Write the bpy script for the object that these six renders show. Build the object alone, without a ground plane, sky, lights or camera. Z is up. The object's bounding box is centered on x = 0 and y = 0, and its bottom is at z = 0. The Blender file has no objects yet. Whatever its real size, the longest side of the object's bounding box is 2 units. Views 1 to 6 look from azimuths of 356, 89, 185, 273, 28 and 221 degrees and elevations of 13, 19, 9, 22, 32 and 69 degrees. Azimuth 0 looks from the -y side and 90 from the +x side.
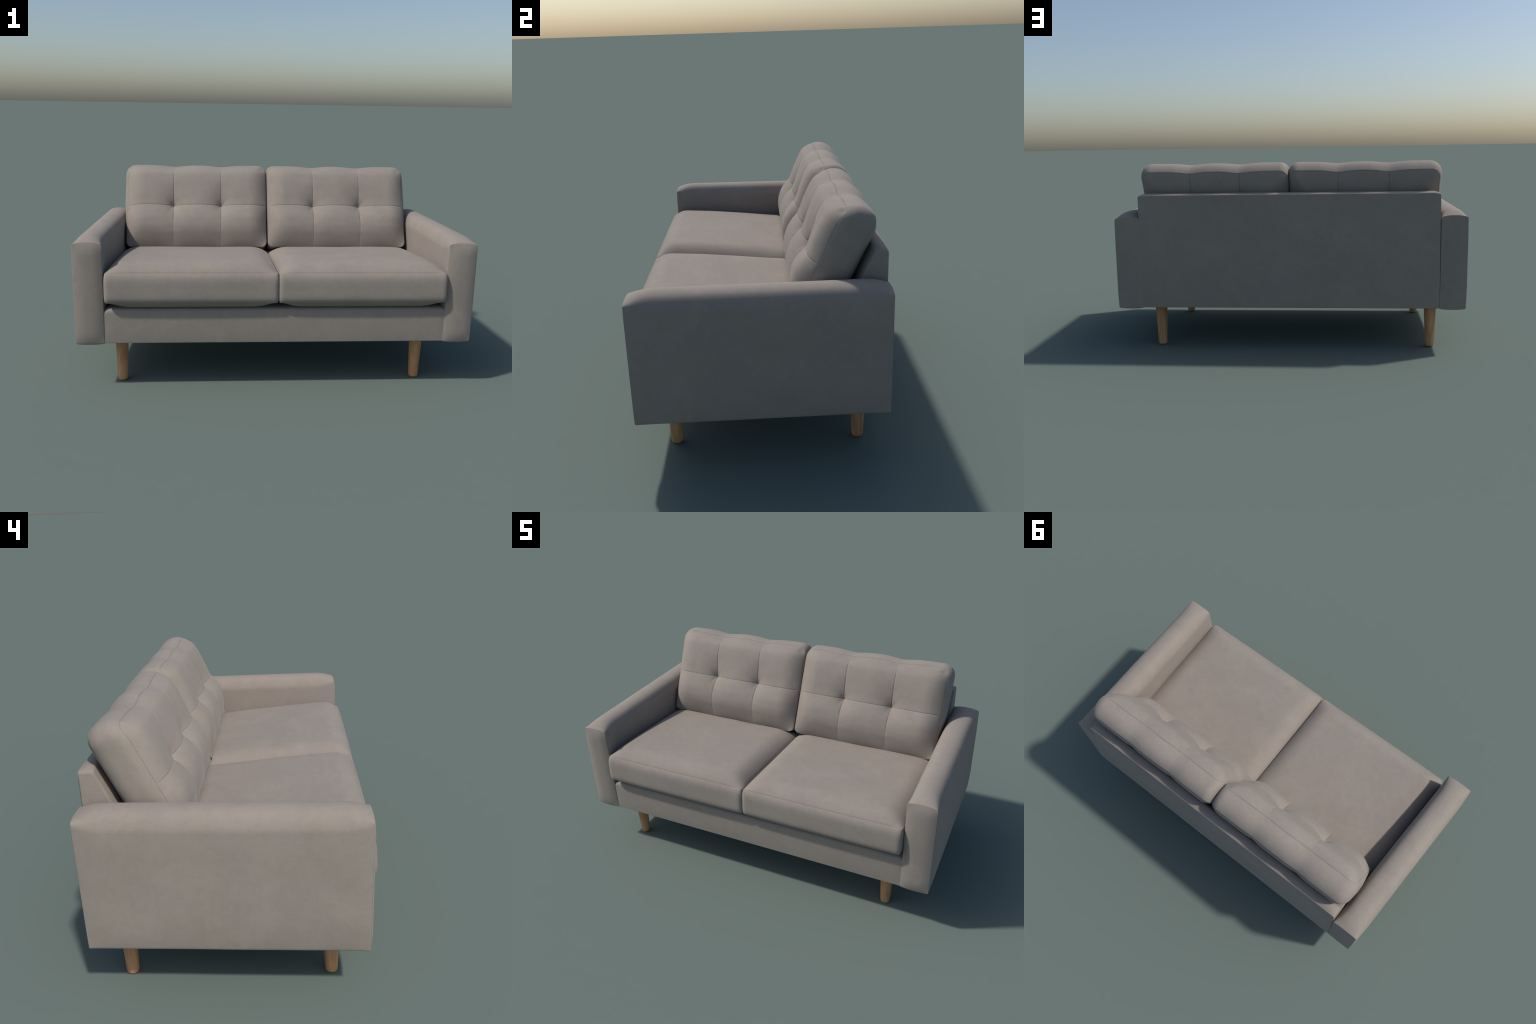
"""Two-seat upholstered sofa: tufted back cushions, box seat cushions, slab arms,
plinth base and four turned tapered wooden legs.  Everything is built from
profiles and rules, in metres, z up."""
import bpy, math
import numpy as np
from mathutils import Vector, noise

# ------------------------------------------------------------------ helpers
def smooth(x):
    x = np.clip(x, 0.0, 1.0)
    return x * x * (3 - 2 * x)


def spline(knots, x):
    """Cubic Hermite curve through (position, value) knots (monotone tangents)."""
    kx = np.array([k[0] for k in knots], float)
    ky = np.array([k[1] for k in knots], float)
    d = np.diff(ky) / np.diff(kx)
    m = np.zeros(len(kx))
    m[0], m[-1] = d[0], d[-1]
    for i in range(1, len(kx) - 1):
        m[i] = 0.0 if d[i - 1] * d[i] <= 0 else 2 * d[i - 1] * d[i] / (d[i - 1] + d[i])
    x = np.clip(x, kx[0], kx[-1])
    i = np.clip(np.searchsorted(kx, x) - 1, 0, len(kx) - 2)
    h = kx[i + 1] - kx[i]
    t = (x - kx[i]) / h
    return ((2 * t**3 - 3 * t**2 + 1) * ky[i] + (t**3 - 2 * t**2 + t) * h * m[i]
            + (3 * t**2 - 2 * t**3) * ky[i + 1] + (t**3 - t**2) * h * m[i + 1])


def shoulder(d, reach, power):
    """0 at a seam, rising to 1 at `reach` metres away from it."""
    return 1 - np.clip(1 - d / reach, 0, 1) ** power


def wobble(x, seed, scale):
    """Smooth 1-D noise, roughly -1..1."""
    return np.array([noise.noise(Vector((float(v) * scale, seed * 7.31, 0.5))) for v in np.ravel(x)]).reshape(np.shape(x))


def wobble2(x, y, seed, scale):
    return np.array([noise.noise(Vector((float(a) * scale, float(b) * scale, seed * 5.17)))
                     for a, b in zip(np.ravel(x), np.ravel(y))]).reshape(np.shape(x))


STITCH = 0.0010            # half width of the sewn line in a seam
BEAD = (0.0016, 0.0042)    # a panel edge: rounded bead, then the sewn line


def lines(lo, hi, step, seams=(), groove=0.003, ends=True):
    """Grid lines from lo to hi, packed closely either side of every seam."""
    keep = [lo, hi]
    if ends:
        for d in (BEAD[0], (BEAD[0] + BEAD[1]) / 2, BEAD[1], 0.0075):
            keep += [lo + d, hi - d]
    for s in seams:
        keep += [s, s - STITCH, s + STITCH, s - groove, s + groove, s - 2 * groove, s + 2 * groove]
    keep = sorted(keep)
    out = [keep[0]]
    for a, b in zip(keep[:-1], keep[1:]):
        n = max(1, int(round((b - a) / step)))
        out += [a + (b - a) * k / n for k in range(1, n + 1)]
    return np.array(out)


ROOT = None


def add_mesh(name, verts, faces, material, stitched=None, stitch_material=None):
    verts = np.asarray(verts, float)
    mid = (verts.min(0) + verts.max(0)) / 2
    mid[2] = verts[:, 2].min()
    me = bpy.data.meshes.new(name)
    me.from_pydata((verts - mid).tolist(), [], faces)
    me.update()
    for p in me.polygons:
        p.use_smooth = True
    me.materials.append(material)
    if stitched is not None:
        me.materials.append(stitch_material)
        me.polygons.foreach_set("material_index", np.asarray(stitched, np.int32))
    ob = bpy.data.objects.new(name, me)
    bpy.context.scene.collection.objects.link(ob)
    ob.location = mid
    if ROOT is not None:
        ob.parent = ROOT
    return ob


def box_grid(us, vs, ws):
    """Surface grid of a block: parameter triples plus quads facing outwards."""
    nu, nv, nw = len(us), len(vs), len(ws)
    index, par, faces = {}, [], []

    def vid(i, j, k):
        key = (i, j, k)
        if key not in index:
            index[key] = len(par)
            par.append((us[i], vs[j], ws[k]))
        return index[key]

    for k, flip in ((0, True), (nw - 1, False)):
        for i in range(nu - 1):
            for j in range(nv - 1):
                q = [vid(i, j, k), vid(i + 1, j, k), vid(i + 1, j + 1, k), vid(i, j + 1, k)]
                faces.append(q[::-1] if flip else q)
    for j, flip in ((0, False), (nv - 1, True)):
        for i in range(nu - 1):
            for k in range(nw - 1):
                q = [vid(i, j, k), vid(i + 1, j, k), vid(i + 1, j, k + 1), vid(i, j, k + 1)]
                faces.append(q[::-1] if flip else q)
    for i, flip in ((0, True), (nu - 1, False)):
        for j in range(nv - 1):
            for k in range(nw - 1):
                q = [vid(i, j, k), vid(i, j + 1, k), vid(i, j + 1, k + 1), vid(i, j, k + 1)]
                faces.append(q[::-1] if flip else q)
    return np.array(par), faces


def round_corners(a, b, a0, a1, b0, b1, r):
    """Bend a square grid so that its outline gets corners of radius r.
    Returns the new coordinates and the outward direction at each point."""
    ca, cb = np.clip(a, a0 + r, a1 - r), np.clip(b, b0 + r, b1 - r)
    da, db = a - ca, b - cb
    length = np.hypot(da, db)
    cheb = np.maximum(abs(da), abs(db))
    f = np.where(length > 1e-9, cheb / np.maximum(length, 1e-9), 0)
    na = np.where(length > 1e-9, da / np.maximum(length, 1e-9), 0)
    nb = np.where(length > 1e-9, db / np.maximum(length, 1e-9), 0)
    return ca + da * f, cb + db * f, na, nb


def face_means(par, faces):
    return par[np.array(faces)].mean(1)


# ---------------------------------------------------------------- materials
def new_material(name):
    m = bpy.data.materials.new(name)
    m.use_nodes = True
    nt = m.node_tree
    nt.nodes.clear()
    out = nt.nodes.new("ShaderNodeOutputMaterial")
    bsdf = nt.nodes.new("ShaderNodeBsdfPrincipled")
    nt.links.new(bsdf.outputs[0], out.inputs[0])
    return m, nt, bsdf


def node(nt, kind, **inputs):
    n = nt.nodes.new(kind)
    for k, v in inputs.items():
        n.inputs[k.replace("_", " ")].default_value = v
    return n


def math_node(nt, op, a, b):
    n = nt.nodes.new("ShaderNodeMath")
    n.operation = op
    for i, v in enumerate((a, b)):
        if isinstance(v, (int, float)):
            n.inputs[i].default_value = v
        else:
            nt.links.new(v, n.inputs[i])
    return n.outputs[0]


def fabric_material(name, shade):
    m, nt, bsdf = new_material(name)
    L = nt.links.new
    tc = nt.nodes.new("ShaderNodeTexCoord")
    info = nt.nodes.new("ShaderNodeObjectInfo")
    shift = nt.nodes.new("ShaderNodeVectorMath")
    shift.operation = "MULTIPLY_ADD"
    L(info.outputs["Random"], shift.inputs[0])
    shift.inputs[1].default_value = (9.0, 7.0, 5.0)
    L(tc.outputs["Object"], shift.inputs[2])
    pos = shift.outputs[0]

    def fbm(scale, detail, rough, stretch=(1, 1, 1), distort=0.0):
        mp = nt.nodes.new("ShaderNodeMapping")
        mp.inputs["Scale"].default_value = stretch
        L(pos, mp.inputs[0])
        t = node(nt, "ShaderNodeTexNoise", Scale=scale, Detail=detail, Roughness=rough, Distortion=distort)
        L(mp.outputs[0], t.inputs["Vector"])
        return t.outputs["Fac"]

    cloud = fbm(3.6, 5, 0.60, distort=0.6)          # large rubbed patches
    patch = fbm(19, 6, 0.7, distort=1.2)            # smaller marks in the nap
    warp = fbm(60, 3, 0.6, stretch=(7, 7, 0.45))    # upright thread streaks
    weft = fbm(60, 3, 0.6, stretch=(0.45, 0.45, 7)) # level thread streaks
    grain = fbm(420, 2, 0.5)
    v = math_node(nt, "MULTIPLY", math_node(nt, "SUBTRACT", cloud, 0.5), FAB["cloud"])
    for src, w in ((patch, FAB["patch"]), (warp, FAB["warp"]), (weft, FAB["warp"]), (grain, FAB["grain"])):
        v = math_node(nt, "ADD", v, math_node(nt, "MULTIPLY", math_node(nt, "SUBTRACT", src, 0.5), w))
    v = math_node(nt, "ADD", v, 0.5)
    ramp = nt.nodes.new("ShaderNodeValToRGB")
    ramp.color_ramp.elements[0].position = 0.0
    ramp.color_ramp.elements[0].color = tuple(c * shade for c in FAB["dark"]) + (1,)
    ramp.color_ramp.elements[1].position = 1.0
    ramp.color_ramp.elements[1].color = tuple(c * shade for c in FAB["light"]) + (1,)
    L(v, ramp.inputs[0])
    # slow drift between a pinker and a sandier taupe
    tint = nt.nodes.new("ShaderNodeMix")
    tint.data_type = "RGBA"
    tint.blend_type = "MULTIPLY"
    tint.inputs["Factor"].default_value = 1.0
    hue = nt.nodes.new("ShaderNodeValToRGB")
    hue.color_ramp.elements[0].position, hue.color_ramp.elements[1].position = 0.4, 0.6
    hue.color_ramp.elements[0].color = (1.0, 0.993, 1.006, 1)
    hue.color_ramp.elements[1].color = (1.0, 1.003, 0.985, 1)
    L(fbm(7.5, 2, 0.5), hue.inputs[0])
    L(ramp.outputs[0], tint.inputs["A"])
    L(hue.outputs[0], tint.inputs["B"])
    L(tint.outputs["Result"], bsdf.inputs["Base Color"])
    bsdf.inputs["Roughness"].default_value = FAB["rough"]
    bsdf.inputs["Specular IOR Level"].default_value = FAB["spec"]
    bsdf.inputs["Sheen Weight"].default_value = FAB["sheen"]
    bsdf.inputs["Sheen Roughness"].default_value = 0.45
    bsdf.inputs["Sheen Tint"].default_value = (1.0, 0.93, 0.88, 1)
    bump = node(nt, "ShaderNodeBump", Strength=0.12, Distance=0.002)
    h = math_node(nt, "ADD", math_node(nt, "ADD", warp, weft), grain)
    L(h, bump.inputs["Height"])
    L(bump.outputs[0], bsdf.inputs["Normal"])
    return m


def wood_material():
    m, nt, bsdf = new_material("oiled_oak_wood")
    L = nt.links.new
    tc = nt.nodes.new("ShaderNodeTexCoord")
    info = nt.nodes.new("ShaderNodeObjectInfo")
    shift = nt.nodes.new("ShaderNodeVectorMath")
    shift.operation = "MULTIPLY_ADD"
    L(info.outputs["Random"], shift.inputs[0])
    shift.inputs[1].default_value = (3.0, 5.0, 2.0)
    L(tc.outputs["Object"], shift.inputs[2])

    def streak(scale, stretch, detail):
        mp = nt.nodes.new("ShaderNodeMapping")
        mp.inputs["Scale"].default_value = stretch
        L(shift.outputs[0], mp.inputs[0])
        t = node(nt, "ShaderNodeTexNoise", Scale=scale, Detail=detail, Roughness=0.6, Distortion=0.4)
        L(mp.outputs[0], t.inputs["Vector"])
        return t.outputs["Fac"]

    broad = streak(55, (1, 1, 0.12), 3)
    fine = streak(190, (1, 1, 0.06), 3)
    v = math_node(nt, "ADD", math_node(nt, "MULTIPLY", broad, 0.65), math_node(nt, "MULTIPLY", fine, 0.35))
    ramp = nt.nodes.new("ShaderNodeValToRGB")
    ramp.color_ramp.elements[0].position, ramp.color_ramp.elements[1].position = 0.32, 0.68
    ramp.color_ramp.elements[0].color = WOOD["dark"] + (1,)
    ramp.color_ramp.elements[1].color = WOOD["light"] + (1,)
    L(v, ramp.inputs[0])
    L(ramp.outputs[0], bsdf.inputs["Base Color"])
    bsdf.inputs["Roughness"].default_value = 0.6
    bsdf.inputs["Specular IOR Level"].default_value = 0.3
    bump = node(nt, "ShaderNodeBump", Strength=0.1, Distance=0.001)
    L(fine, bump.inputs["Height"])
    L(bump.outputs[0], bsdf.inputs["Normal"])
    return m


FAB = dict(dark=(0.200, 0.173, 0.149), light=(0.350, 0.307, 0.268), cloud=0.50, patch=0.46, warp=0.22, grain=0.30,
           rough=0.95, spec=0.15, sheen=0.12)
WOOD = dict(dark=(0.350, 0.178, 0.082), light=(0.630, 0.345, 0.175))

# ------------------------------------------------------------- back cushion
TILT = math.radians(25.0)          # lean of the back cushions


def bead_groove(d):
    """Depth profile of the sewn line that runs just inside a panel edge."""
    return np.clip(1 - abs(d - (BEAD[0] + BEAD[1]) / 2) / 0.0026, 0, 1)


def in_bead(d):
    return (d > BEAD[0]) & (d < BEAD[1])


def crease(d, width=0.003):
    """1 on a seam, 0 a few millimetres away."""
    return np.clip(1 - abs(d) / width, 0, 1)


def back_cushion(x0, x1, tufts, seed, fabric, stitch):
    """x0..x1 outline, tufts = x of the two upright seams.  Local frame: s runs
    up the leaning cushion, t points out of its front."""
    s0, s1, hs = 0.600, 1.093, 0.842          # bottom, top, level seam
    t_front, t_back = 0.117, -0.013           # the two boxing seams
    xs = lines(x0, x1, 0.0065, tufts)
    ss = lines(s0, s1, 0.0065, (hs,))
    ts = lines(t_back, t_front, 0.0065)
    par, faces = box_grid(xs, ss, ts)
    X, S, T = par.T
    eps = 1e-7
    front, back = T > t_front - eps, T < t_back + eps

    # --- quilting lobes: 0 on the upright seams, 1 at the middle of a panel
    ta, tb = tufts
    inner = 1 - abs(2 * (X - ta) / (tb - ta) - 1) ** 2.0
    left = 1 - np.clip(1 - (ta - X) / ((ta - x0) * 0.52), 0, 1) ** 2.0
    right = 1 - np.clip(1 - (X - tb) / ((x1 - tb) * 0.52), 0, 1) ** 2.0
    lobe = np.where(X < ta, left, np.where(X > tb, right, inner))

    radius = np.where(S > 0.8, 0.046, 0.030)
    PX, PS, nx, ns = round_corners(X, S, x0, x1, s0, s1, radius)
    on_seam_low = spline([(s0, -.012), (.635, .0100), (.66, .0240), (.69, .0385), (.735, .0465), (.77, .0435), (.81, .0330), (hs, .0215)], PS)
    on_seam_high = spline([(hs, .0215), (.87, .0235), (.92, .0310), (.99, .0410), (1.04, .0380), (1.070, .0230), (1.085, .0100), (s1, 0)], PS)
    mid_low = spline([(s0, -.012), (.63, .0120), (.66, .0310), (.69, .0460), (.72, .0555), (.765, .0605), (.80, .0560), (hs, .0435)], PS)
    mid_high = spline([(hs, .0435), (.875, .0440), (.92, .0465), (.98, .0480), (1.035, .0435), (1.070, .0285), (1.085, .0125), (s1, 0)], PS)
    low = S < hs
    seam_h, mid_h = np.where(low, on_seam_low, on_seam_high), np.where(low, mid_low, mid_high)
    edge = shoulder(np.minimum(PX - x0, x1 - PX), 0.115, 2.4)
    bulge = edge * (seam_h + (mid_h - seam_h) * lobe)
    # the padding thins out smoothly into the rounded corners
    reach = np.hypot(PX - np.clip(X, x0 + radius, x1 - radius), PS - np.clip(S, s0 + radius, s1 - radius))
    thin = shoulder(np.maximum(radius - reach, 0), 0.040, 2.0)
    bulge *= 1 + (thin - 1) * (2 * nx * ns) ** 2
    # pull at the tufts and the little folds that run out of them
    for k, tx in enumerate(tufts):
        d2 = (X - tx) ** 2 + (S - hs) ** 2
        bulge -= 0.026 * np.exp(-np.sqrt(d2 + 2.5e-5) / 0.024)
        for ang, ln, dep in (((50, 0.035, 0.0040), (232, 0.03, 0.0020)) if k else ((135, 0.035, 0.003), (236, 0.035, 0.0038))):
            ca, sa = math.cos(math.radians(ang)), math.sin(math.radians(ang))
            along, across = (X - tx) * ca + (S - hs) * sa, -(X - tx) * sa + (S - hs) * ca
            bulge -= dep * np.exp(-(across / 0.006) ** 2) * np.clip(along / 0.012, 0, 1) * np.exp(-(np.maximum(along, 0) / ln) ** 2)
    bulge += 0.0025 * edge * lobe * wobble2(X, S, seed, 8.0)
    # stitched grooves along the seams
    for tx in tufts:
        bulge -= 0.0020 * crease(X - tx) * smooth((s1 - S) / 0.09) * (0.25 + 0.75 * smooth((S - 0.66) / 0.12))
    bulge -= 0.0018 * crease(S - hs) * smooth(edge * 2)
    rim_d = np.minimum(np.minimum(X - x0, x1 - X), np.minimum(S - s0, s1 - S))
    bulge -= 0.0007 * bead_groove(rim_d) * (S < s1 - 0.03)

    back_bulge = -0.0012 * bead_groove(rim_d)
    back_edge = shoulder(np.minimum(np.minimum(X - x0, x1 - X), np.minimum(S - s0, s1 - S)), 0.12, 2.2)
    back_bulge += 0.038 * back_edge
    for tx in tufts:
        back_bulge -= 0.006 * np.exp(-((X - tx) / 0.03) ** 2) * back_edge
        back_bulge -= 0.0025 * crease(X - tx)

    t = T + np.where(front, bulge, 0) - np.where(back, back_bulge, 0)
    # the front panel rolls over the top before it meets the boxing
    t = t - 0.013 * smooth((PS - 1.02) / 0.08) * (T - t_back) / (t_front - t_back)

    # --- outline: rounded corners, swollen boxing, dips over the seams
    w = (T - t_back) / (t_front - t_back)
    belly = 1 - abs(2 * w - 1) ** (2.1 + 0.9 * nx ** 2)
    rim = (abs(X - x0) < eps) | (abs(X - x1) < eps) | (abs(S - s0) < eps) | (abs(S - s1) < eps)
    up = np.clip(ns, 0, 1)
    inward = nx * (1 if x1 < 0.3 else -1) > 0         # the side that meets the other cushion
    outward = np.where(rim, belly * (np.where(inward, 0.005, 0.018) * abs(nx) ** 2 * smooth((S - s0) / 0.3) + 0.020 * up ** 2), 0)
    PX = PX + nx * outward
    PS = PS + ns * outward
    PS = PS + 0.009 * (1 - w) * np.clip((S - s0) / (s1 - s0), 0, 1) ** 4   # back edge stands higher
    dip = sum((0.0115 - 0.0015 * w) * np.exp(-(abs(X - tx) / (0.064 + 0.010 * w)) ** 1.85) for tx in tufts)
    PS = PS - dip * np.clip((S - s0) / (s1 - s0), 0, 1) ** 5
    # groove where the boxing is sewn to the panels
    seam_edge = rim & (front | back)
    PX = np.where(seam_edge, PX - nx * 0.0008, PX)
    PS = np.where(seam_edge, PS - ns * 0.0008, PS)
    t = np.where(seam_edge & front, t - 0.0008, t)
    t = np.where(seam_edge & back, t + 0.0008, t)
    # hand-sewn wander of the boxing seams
    side = (abs(nx) > 0.5) & rim
    wander = 0.0022 if x0 < -0.3 else 0.0008
    t = t + np.where(side, wander * wobble(S, seed + 3, 22.0) * smooth((s1 - S) / 0.1), 0)

    y = PS * math.sin(TILT) - t * math.cos(TILT)
    z = PS * math.cos(TILT) + t * math.sin(TILT)
    c = face_means(par, faces)
    tip = np.minimum(np.minimum(c[:, 0] - x0, x1 - c[:, 0]), np.minimum(c[:, 1] - s0, s1 - c[:, 1]))
    panel = (c[:, 2] > t_front - 1e-5) | (c[:, 2] < t_back + 1e-5)
    upright = np.minimum(abs(c[:, 0] - ta), abs(c[:, 0] - tb)) < STITCH
    level = (abs(c[:, 1] - hs) < STITCH) & (c[:, 2] > t_front - 1e-5)
    upright &= ((c[:, 1] < s1 - 0.03) & (c[:, 1] > 0.72)) | (c[:, 2] < 0)
    sewn = panel & ((c[:, 2] < 0) & upright | in_bead(tip))
    return add_mesh("back_cushion", np.stack([PX, y, z], 1), faces, fabric, sewn, stitch)


# ------------------------------------------------------------- seat cushion
def seat_cushion(x0, x1, seed, fabric, stitch):
    y0, y1, z0, z1 = -0.504, 0.330, 0.452, 0.599
    xs, ys = lines(x0, x1, 0.009), lines(y0, y1, 0.009)
    zs = lines(z0, z1, 0.007)
    par, faces = box_grid(xs, ys, zs)
    X, Y, Z = par.T
    eps = 1e-7
    top, bottom = Z > z1 - eps, Z < z0 + eps
    rim = (abs(X - x0) < eps) | (abs(X - x1) < eps) | (abs(Y - y0) < eps) | (abs(Y - y1) < eps)
    dx, dy = np.minimum(X - x0, x1 - X), Y - y0
    # crown: quick shoulders, nearly flat plateau, squashed under the back cushion
    crown = 0.052 * shoulder(dx, 0.12, 2.8) * shoulder(dy, 0.10, 2.6)
    crown += 0.004 * shoulder(dx, 0.3, 2) * shoulder(dy, 0.3, 2) * (1 - smooth((Y + 0.1) / 0.3))
    crown *= (1 - 0.24 * smooth((Y + 0.30) / 0.50)) * (1 - 1.5 * smooth((Y - 0.13) / 0.17))
    crown += 0.0035 * wobble2(X, Y, seed, 4.5) * shoulder(dx, 0.12, 2) * shoulder(dy, 0.1, 2)
    belly_down = 0.041 * shoulder(dx, 0.13, 2.2) * shoulder(dy, 0.085, 2.2)
    z = Z + np.where(top, crown, 0) - np.where(bottom, belly_down, 0)
    h = (Z - z0) / (z1 - z0)
    z = z - 0.068 * (Y - y0) * h                      # sinks towards the back
    PX, PY, nx, ny = round_corners(X, Y, x0, x1, y0, y1, 0.013)
    belly = 1 - abs(2 * h - 1) ** np.where(h < 0.5, 5.5, 4.5)
    outward = np.where(rim, belly * (0.005 * nx ** 2 + 0.0135 * np.clip(-ny, 0, 1) ** 2), 0)
    PX, PY = PX + nx * outward, PY + ny * outward
    bow = (0.002 * shoulder(dx, 0.35, 2) + 0.009 * (1 - h)) * (1 - smooth(dy / 0.1))   # front edge bows out a little
    PY = PY - bow
    seam_edge = rim & (top | bottom)
    PX = np.where(seam_edge, PX - nx * 0.0008, PX)
    PY = np.where(seam_edge, PY - ny * 0.0008, PY)
    line = 0.0014 * bead_groove(np.minimum(np.minimum(X - x0, x1 - X), np.minimum(Y - y0, y1 - Y)))
    z = z - np.where(top, line, 0) + np.where(bottom, line, 0)
    c = face_means(par, faces)
    tip = np.minimum(np.minimum(c[:, 0] - x0, x1 - c[:, 0]), np.minimum(c[:, 1] - y0, y1 - c[:, 1]))
    panel = (c[:, 2] > z1 - 1e-5) | (c[:, 2] < z0 + 1e-5)
    sewn = panel & in_bead(tip)
    return add_mesh("seat_cushion", np.stack([PX, PY, z], 1), faces, fabric, sewn, stitch)


# --------------------------------------------------------------------- arms
def arm(side, fabric, stitch):
    """Upholstered slab, toed in towards the back; soft roll over the top,
    crisp sewn front and back panels."""
    y0, y1, zb, zt, half = -0.487, 0.5215, 0.2360, 0.740, 0.070
    us, zs, ys = lines(-half, half, 0.005), lines(zb, zt, 0.007), lines(y0, y1, 0.012)
    par, faces = box_grid(us, zs, ys)                 # u>0 is the outer side
    U, Z, Y = par.T
    eps = 1e-7
    soft = shoulder(np.minimum(Y - y0, y1 - Y), 0.12, 2.6)
    r = np.where(Z > 0.5, 0.007 + 0.026 * soft, 0.006 + 0.003 * soft)
    Yr, Zr, _, _ = round_corners(Y, Z, y0, y1, zb, zt + 1, 0.006)   # soft lower ends
    u, z, nu, nz = round_corners(U, Zr, -half, half, zb, zt, r)
    arc = 1 - abs(np.clip(u / half, -1, 1)) ** 2.3
    z = z + (0.010 + 0.026 * soft) * arc * smooth((Z - zt + 0.22) / 0.22)
    z = z - 0.005 * arc * smooth((zb + 0.10 - Z) / 0.10)
    # side panels swell a little, tailing off at the lower edge
    lift = shoulder(Z - zb, 0.16, 2.4) * (1 - 0.35 * smooth((Z - 0.62) / 0.14))
    u = u + (u / half) * np.where(u > 0, 0.003 + 0.0085 * soft, 0.002 * soft) * lift
    u = u + 0.0015 * wobble2(Y, Z, 4 + side, 5.0) * soft * (u / half)
    # front and back panels
    f, b = Y < y0 + eps, Y > y1 - eps
    pad = (1 - abs(U / half) ** 2.4) * shoulder(np.minimum(Z - zb, zt - Z), 0.07, 2.2)
    y = Yr - np.where(f, 0.0115 * pad, 0) + np.where(b, 0.003 * pad, 0)
    rim = (abs(abs(U) - half) < eps) | (Z < zb + eps) | (Z > zt - eps)
    seam_edge = rim & (f | b)
    u = np.where(seam_edge, u - nu * 0.0008, u)
    z = np.where(seam_edge, z - nz * 0.0008, z)
    k = (Y - y0) / (y1 - y0)                          # toe-in
    x = (-0.9205 + 0.0295 * k - u) if side < 0 else (0.9195 - 0.0240 * k + u)
    if side > 0:
        faces = [q[::-1] for q in faces]
    c = face_means(par, faces)
    panel = (c[:, 2] < y0 + 1e-5) | (c[:, 2] > y1 - 1e-5)
    tip = np.minimum(half - abs(c[:, 0]), np.minimum(c[:, 1] - zb, zt - c[:, 1]))
    low = c[:, 1] < 0.70                              # the seam dies out over the top
    sewn = low & ~panel & (np.minimum(c[:, 2] - y0, y1 - c[:, 2]) < BEAD[0]) & (c[:, 1] > zb + 0.01)
    return add_mesh("armrest", np.stack([x, y, z], 1), faces, fabric, sewn, stitch)


# --------------------------------------------------------- base, back frame
def base(fabric):
    """Upholstered rail under the seat, between the arms."""
    y0, y1, z0, z1 = -0.4860, 0.470, 0.2395, 0.417
    xs, ys, zs = lines(-1, 1, 0.02), lines(y0, y1, 0.03), lines(z0, z1, 0.006)
    par, faces = box_grid(xs, ys, zs)
    U, Y, Z = par.T
    f = (Y - y0) / 1.009
    left, right = -0.8495 + 0.029 * f, 0.8565 - 0.0235 * f
    X = left + (right - left) * (U + 1) / 2
    # round the long edges and the upper end corners
    Y2, Z2, _, _ = round_corners(Y, Z, y0, y1, z0, z1, 0.003)
    up = smooth((Z - z0 - 0.09) / 0.07)
    Y2b, Z2b, _, _ = round_corners(Y, Z, y0, y1, z0, z1, 0.020)
    Y2, Z2 = Y2 + (Y2b - Y2) * up, Z2 + (Z2b - Z2) * up
    d = np.minimum(X - left, right - X)
    Z2 = Z2 - 0.009 * np.clip(1 - d / 0.022, 0, 1) ** 2.2 * up
    front = Y < y0 + 1e-7
    h = (Z - z0) / (z1 - z0)
    Y2 = Y2 - np.where(front, 0.003 * (1 - abs(2 * h - 1) ** 2.5) * shoulder(d, 0.06, 2), 0)
    return add_mesh("base_rail", np.stack([X, Y2, Z2], 1), faces, fabric)


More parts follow.
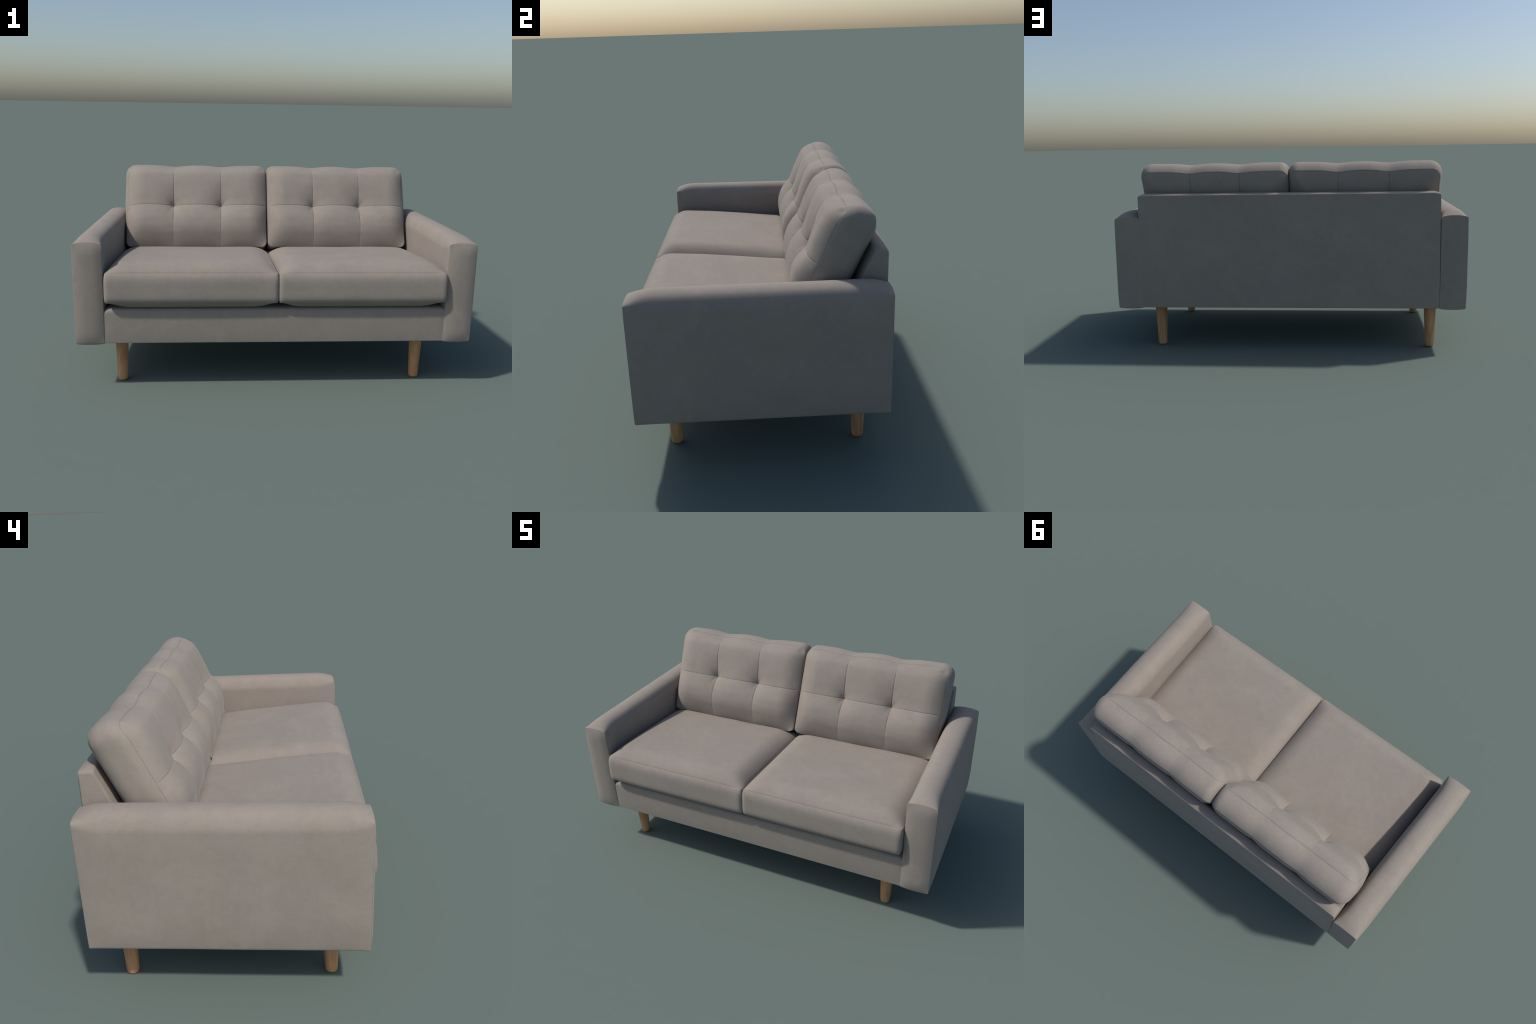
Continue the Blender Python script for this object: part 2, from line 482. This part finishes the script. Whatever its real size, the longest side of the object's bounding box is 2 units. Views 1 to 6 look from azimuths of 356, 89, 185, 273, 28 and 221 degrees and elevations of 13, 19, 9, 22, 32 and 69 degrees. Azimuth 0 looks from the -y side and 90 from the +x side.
def back_frame(fabric):
    """Wedge-shaped back: upright outside, leaning inside, flat narrow top."""
    outline = [(0.5215, 0.2385), (0.5215, 0.8715), (0.4665, 0.8715), (0.2700, 0.4150), (0.2700, 0.2385)]
    r = [0.004, 0.007, 0.016, 0.004, 0.004]
    n = len(outline)
    ring = []
    for i in range(n):
        p, a, b = (np.array(outline[j % n]) for j in (i, i - 1, i + 1))
        da, db = (a - p) / np.linalg.norm(a - p), (b - p) / np.linalg.norm(b - p)
        ang = math.acos(np.clip(da @ db, -1, 1))
        cut = r[i] / math.tan(ang / 2)
        for k in range(9):                            # rounded corner as a quadratic arc
            t = k / 8
            ring.append((1 - t) ** 2 * (p + da * cut) + 2 * t * (1 - t) * p + t * t * (p + db * cut))
        q0 = p + db * cut
        c = np.array(outline[(i + 1) % n])
        span = np.linalg.norm(c - p)
        for k in range(1, max(2, int(span / 0.02))):
            ring.append(q0 + (c - q0) * k / max(2, int(span / 0.02)))
    ring = np.array(ring)
    mid = np.array([0.45, 0.55])

    def x_ends(z):
        f = (z - 0.2385) / 0.633
        return -0.8205 + 0.0045 * f, 0.8310 - 0.0010 * f
    inset = [1.0, 0.997, 0.994]
    us = lines(0, 1, 0.012)
    verts, faces = [], []
    m = len(ring)
    rings = []
    for k in (0.15, 0.5, 0.8, 0.93, 0.98):            # left end panel, slightly proud
        rings.append((0.0, k))
    for u in us:
        rings.append((u, 1.0))
    for k in (0.98, 0.93, 0.8, 0.5, 0.15):
        rings.append((1.0, k))
    for u, k in rings:
        cap_swell = 0.003 * (1 - k ** 3)
        edge = 0.0016 if k == 1.0 and u in (0.0, 1.0) else 0.0
        soft = float(shoulder(np.array(min(u, 1 - u) * 1.65), 0.05, 2.2)) if k == 1.0 else 0.0
        for p in ring:
            q = mid + (p - mid) * k
            q = q - np.sign(q - mid) * edge
            xl, xr = x_ends(q[1])
            x = xl + (xr - xl) * u
            x += cap_swell * (1 if u > 0.5 else -1) if k < 1 else 0
            # padded leaning face and top
            if p[0] < 0.515 and p[1] > 0.42:
                q = q + np.array([-0.004, 0.0]) * soft * smooth((0.86 - p[1]) / 0.06)
                q = q + np.array([0, 0.007]) * soft * smooth((p[1] - 0.85) / 0.02) * max(0.0, 1 - ((p[0] - 0.488) / 0.034) ** 2)
            elif p[0] > 0.515:
                f = (p[1] - 0.2385) / 0.633
                q = q + np.array([0.0012, 0]) * soft * (1 - abs(2 * f - 1) ** 3)
            q = q - np.array([0, 0.007 * max(0.0, 1 - min(u, 1 - u) * 1.65 / 0.03) ** 2 * smooth((p[1] - 0.80) / 0.06)])
            verts.append((x, q[0], q[1]))
    for i in range(len(rings) - 1):
        for k in range(m):
            a, b = i * m, (i + 1) * m
            faces.append([a + k, b + k, b + (k + 1) % m, a + (k + 1) % m][::-1])
    faces.append([k for k in range(m)])
    faces.append([(len(rings) - 1) * m + k for k in range(m)][::-1])
    ob = add_mesh("back_frame", verts, faces, fabric)
    import bmesh
    bm = bmesh.new()
    bm.from_mesh(ob.data)
    bmesh.ops.recalc_face_normals(bm, faces=bm.faces)
    bm.to_mesh(ob.data)
    bm.free()
    return ob


# --------------------------------------------------------------------- legs
def leg_mesh(wood):
    """Turned, tapered leg: profile revolved round z (origin at the foot)."""
    prof = [(0.0, 0.0), (0.012, 0.0), (0.0195, 0.0004), (0.0225, 0.002), (0.0243, 0.006), (0.0249, 0.012)]
    for k in range(1, 15):
        f = k / 14
        prof.append((0.0249 + (0.0342 - 0.0249) * f, 0.012 + (0.2420 - 0.012) * f))
    prof += [(0.0, 0.2420)]
    n = 40
    verts, faces = [(0, 0, 0)], []
    for rad, z in prof[1:-1]:
        for k in range(n):
            a = 2 * math.pi * k / n
            verts.append((rad * math.cos(a), rad * math.sin(a), z))
    verts.append((0, 0, prof[-1][1]))
    rows = len(prof) - 2
    for k in range(n):
        faces.append([0, 1 + (k + 1) % n, 1 + k])
        for i in range(rows - 1):
            a, b = 1 + i * n, 1 + (i + 1) * n
            faces.append([a + k, a + (k + 1) % n, b + (k + 1) % n, b + k])
        a = 1 + (rows - 1) * n
        faces.append([a + k, a + (k + 1) % n, len(verts) - 1])
    me = bpy.data.meshes.new("leg")
    me.from_pydata(verts, [], faces)
    for p in me.polygons:
        p.use_smooth = True
    me.set_sharp_from_angle(angle=math.radians(50))
    me.materials.append(wood)
    return me


# -------------------------------------------------------------------- build
sofa = bpy.data.objects.new("sofa", None)
bpy.context.scene.collection.objects.link(sofa)
sofa["label"] = "taupe two-seat sofa with tufted back cushions and wooden legs"
sofa["category"] = "sofa"
ROOT = sofa

fabric = fabric_material("brushed_taupe_fabric", 1.0)
stitch = fabric_material("darker_seam_line_fabric", 0.80)  # same fabric colours times 0.80, for the thin darker line along the seams
wood = wood_material()

back_frame(fabric)
base(fabric)
arm(-1, fabric, stitch)
arm(1, fabric, stitch)
seat_cushion(-0.840, 0.0015, 1, fabric, stitch)
seat_cushion(0.0085, 0.842, 2, fabric, stitch)
back_cushion(-0.816, -0.006, (-0.5456, -0.2706), 1, fabric, stitch)
back_cushion(0.002, 0.814, (0.2703, 0.5444), 2, fabric, stitch)

legs = leg_mesh(wood)
for i, (x, y) in enumerate(((-0.783, -0.3635), (0.749, -0.3635), (-0.783, 0.4215), (0.749, 0.4215))):
    ob = bpy.data.objects.new("leg", legs)
    bpy.context.scene.collection.objects.link(ob)
    ob.location = (x, y, 0)
    ob.rotation_euler = (0, 0, i * 1.9)
    ob.parent = sofa
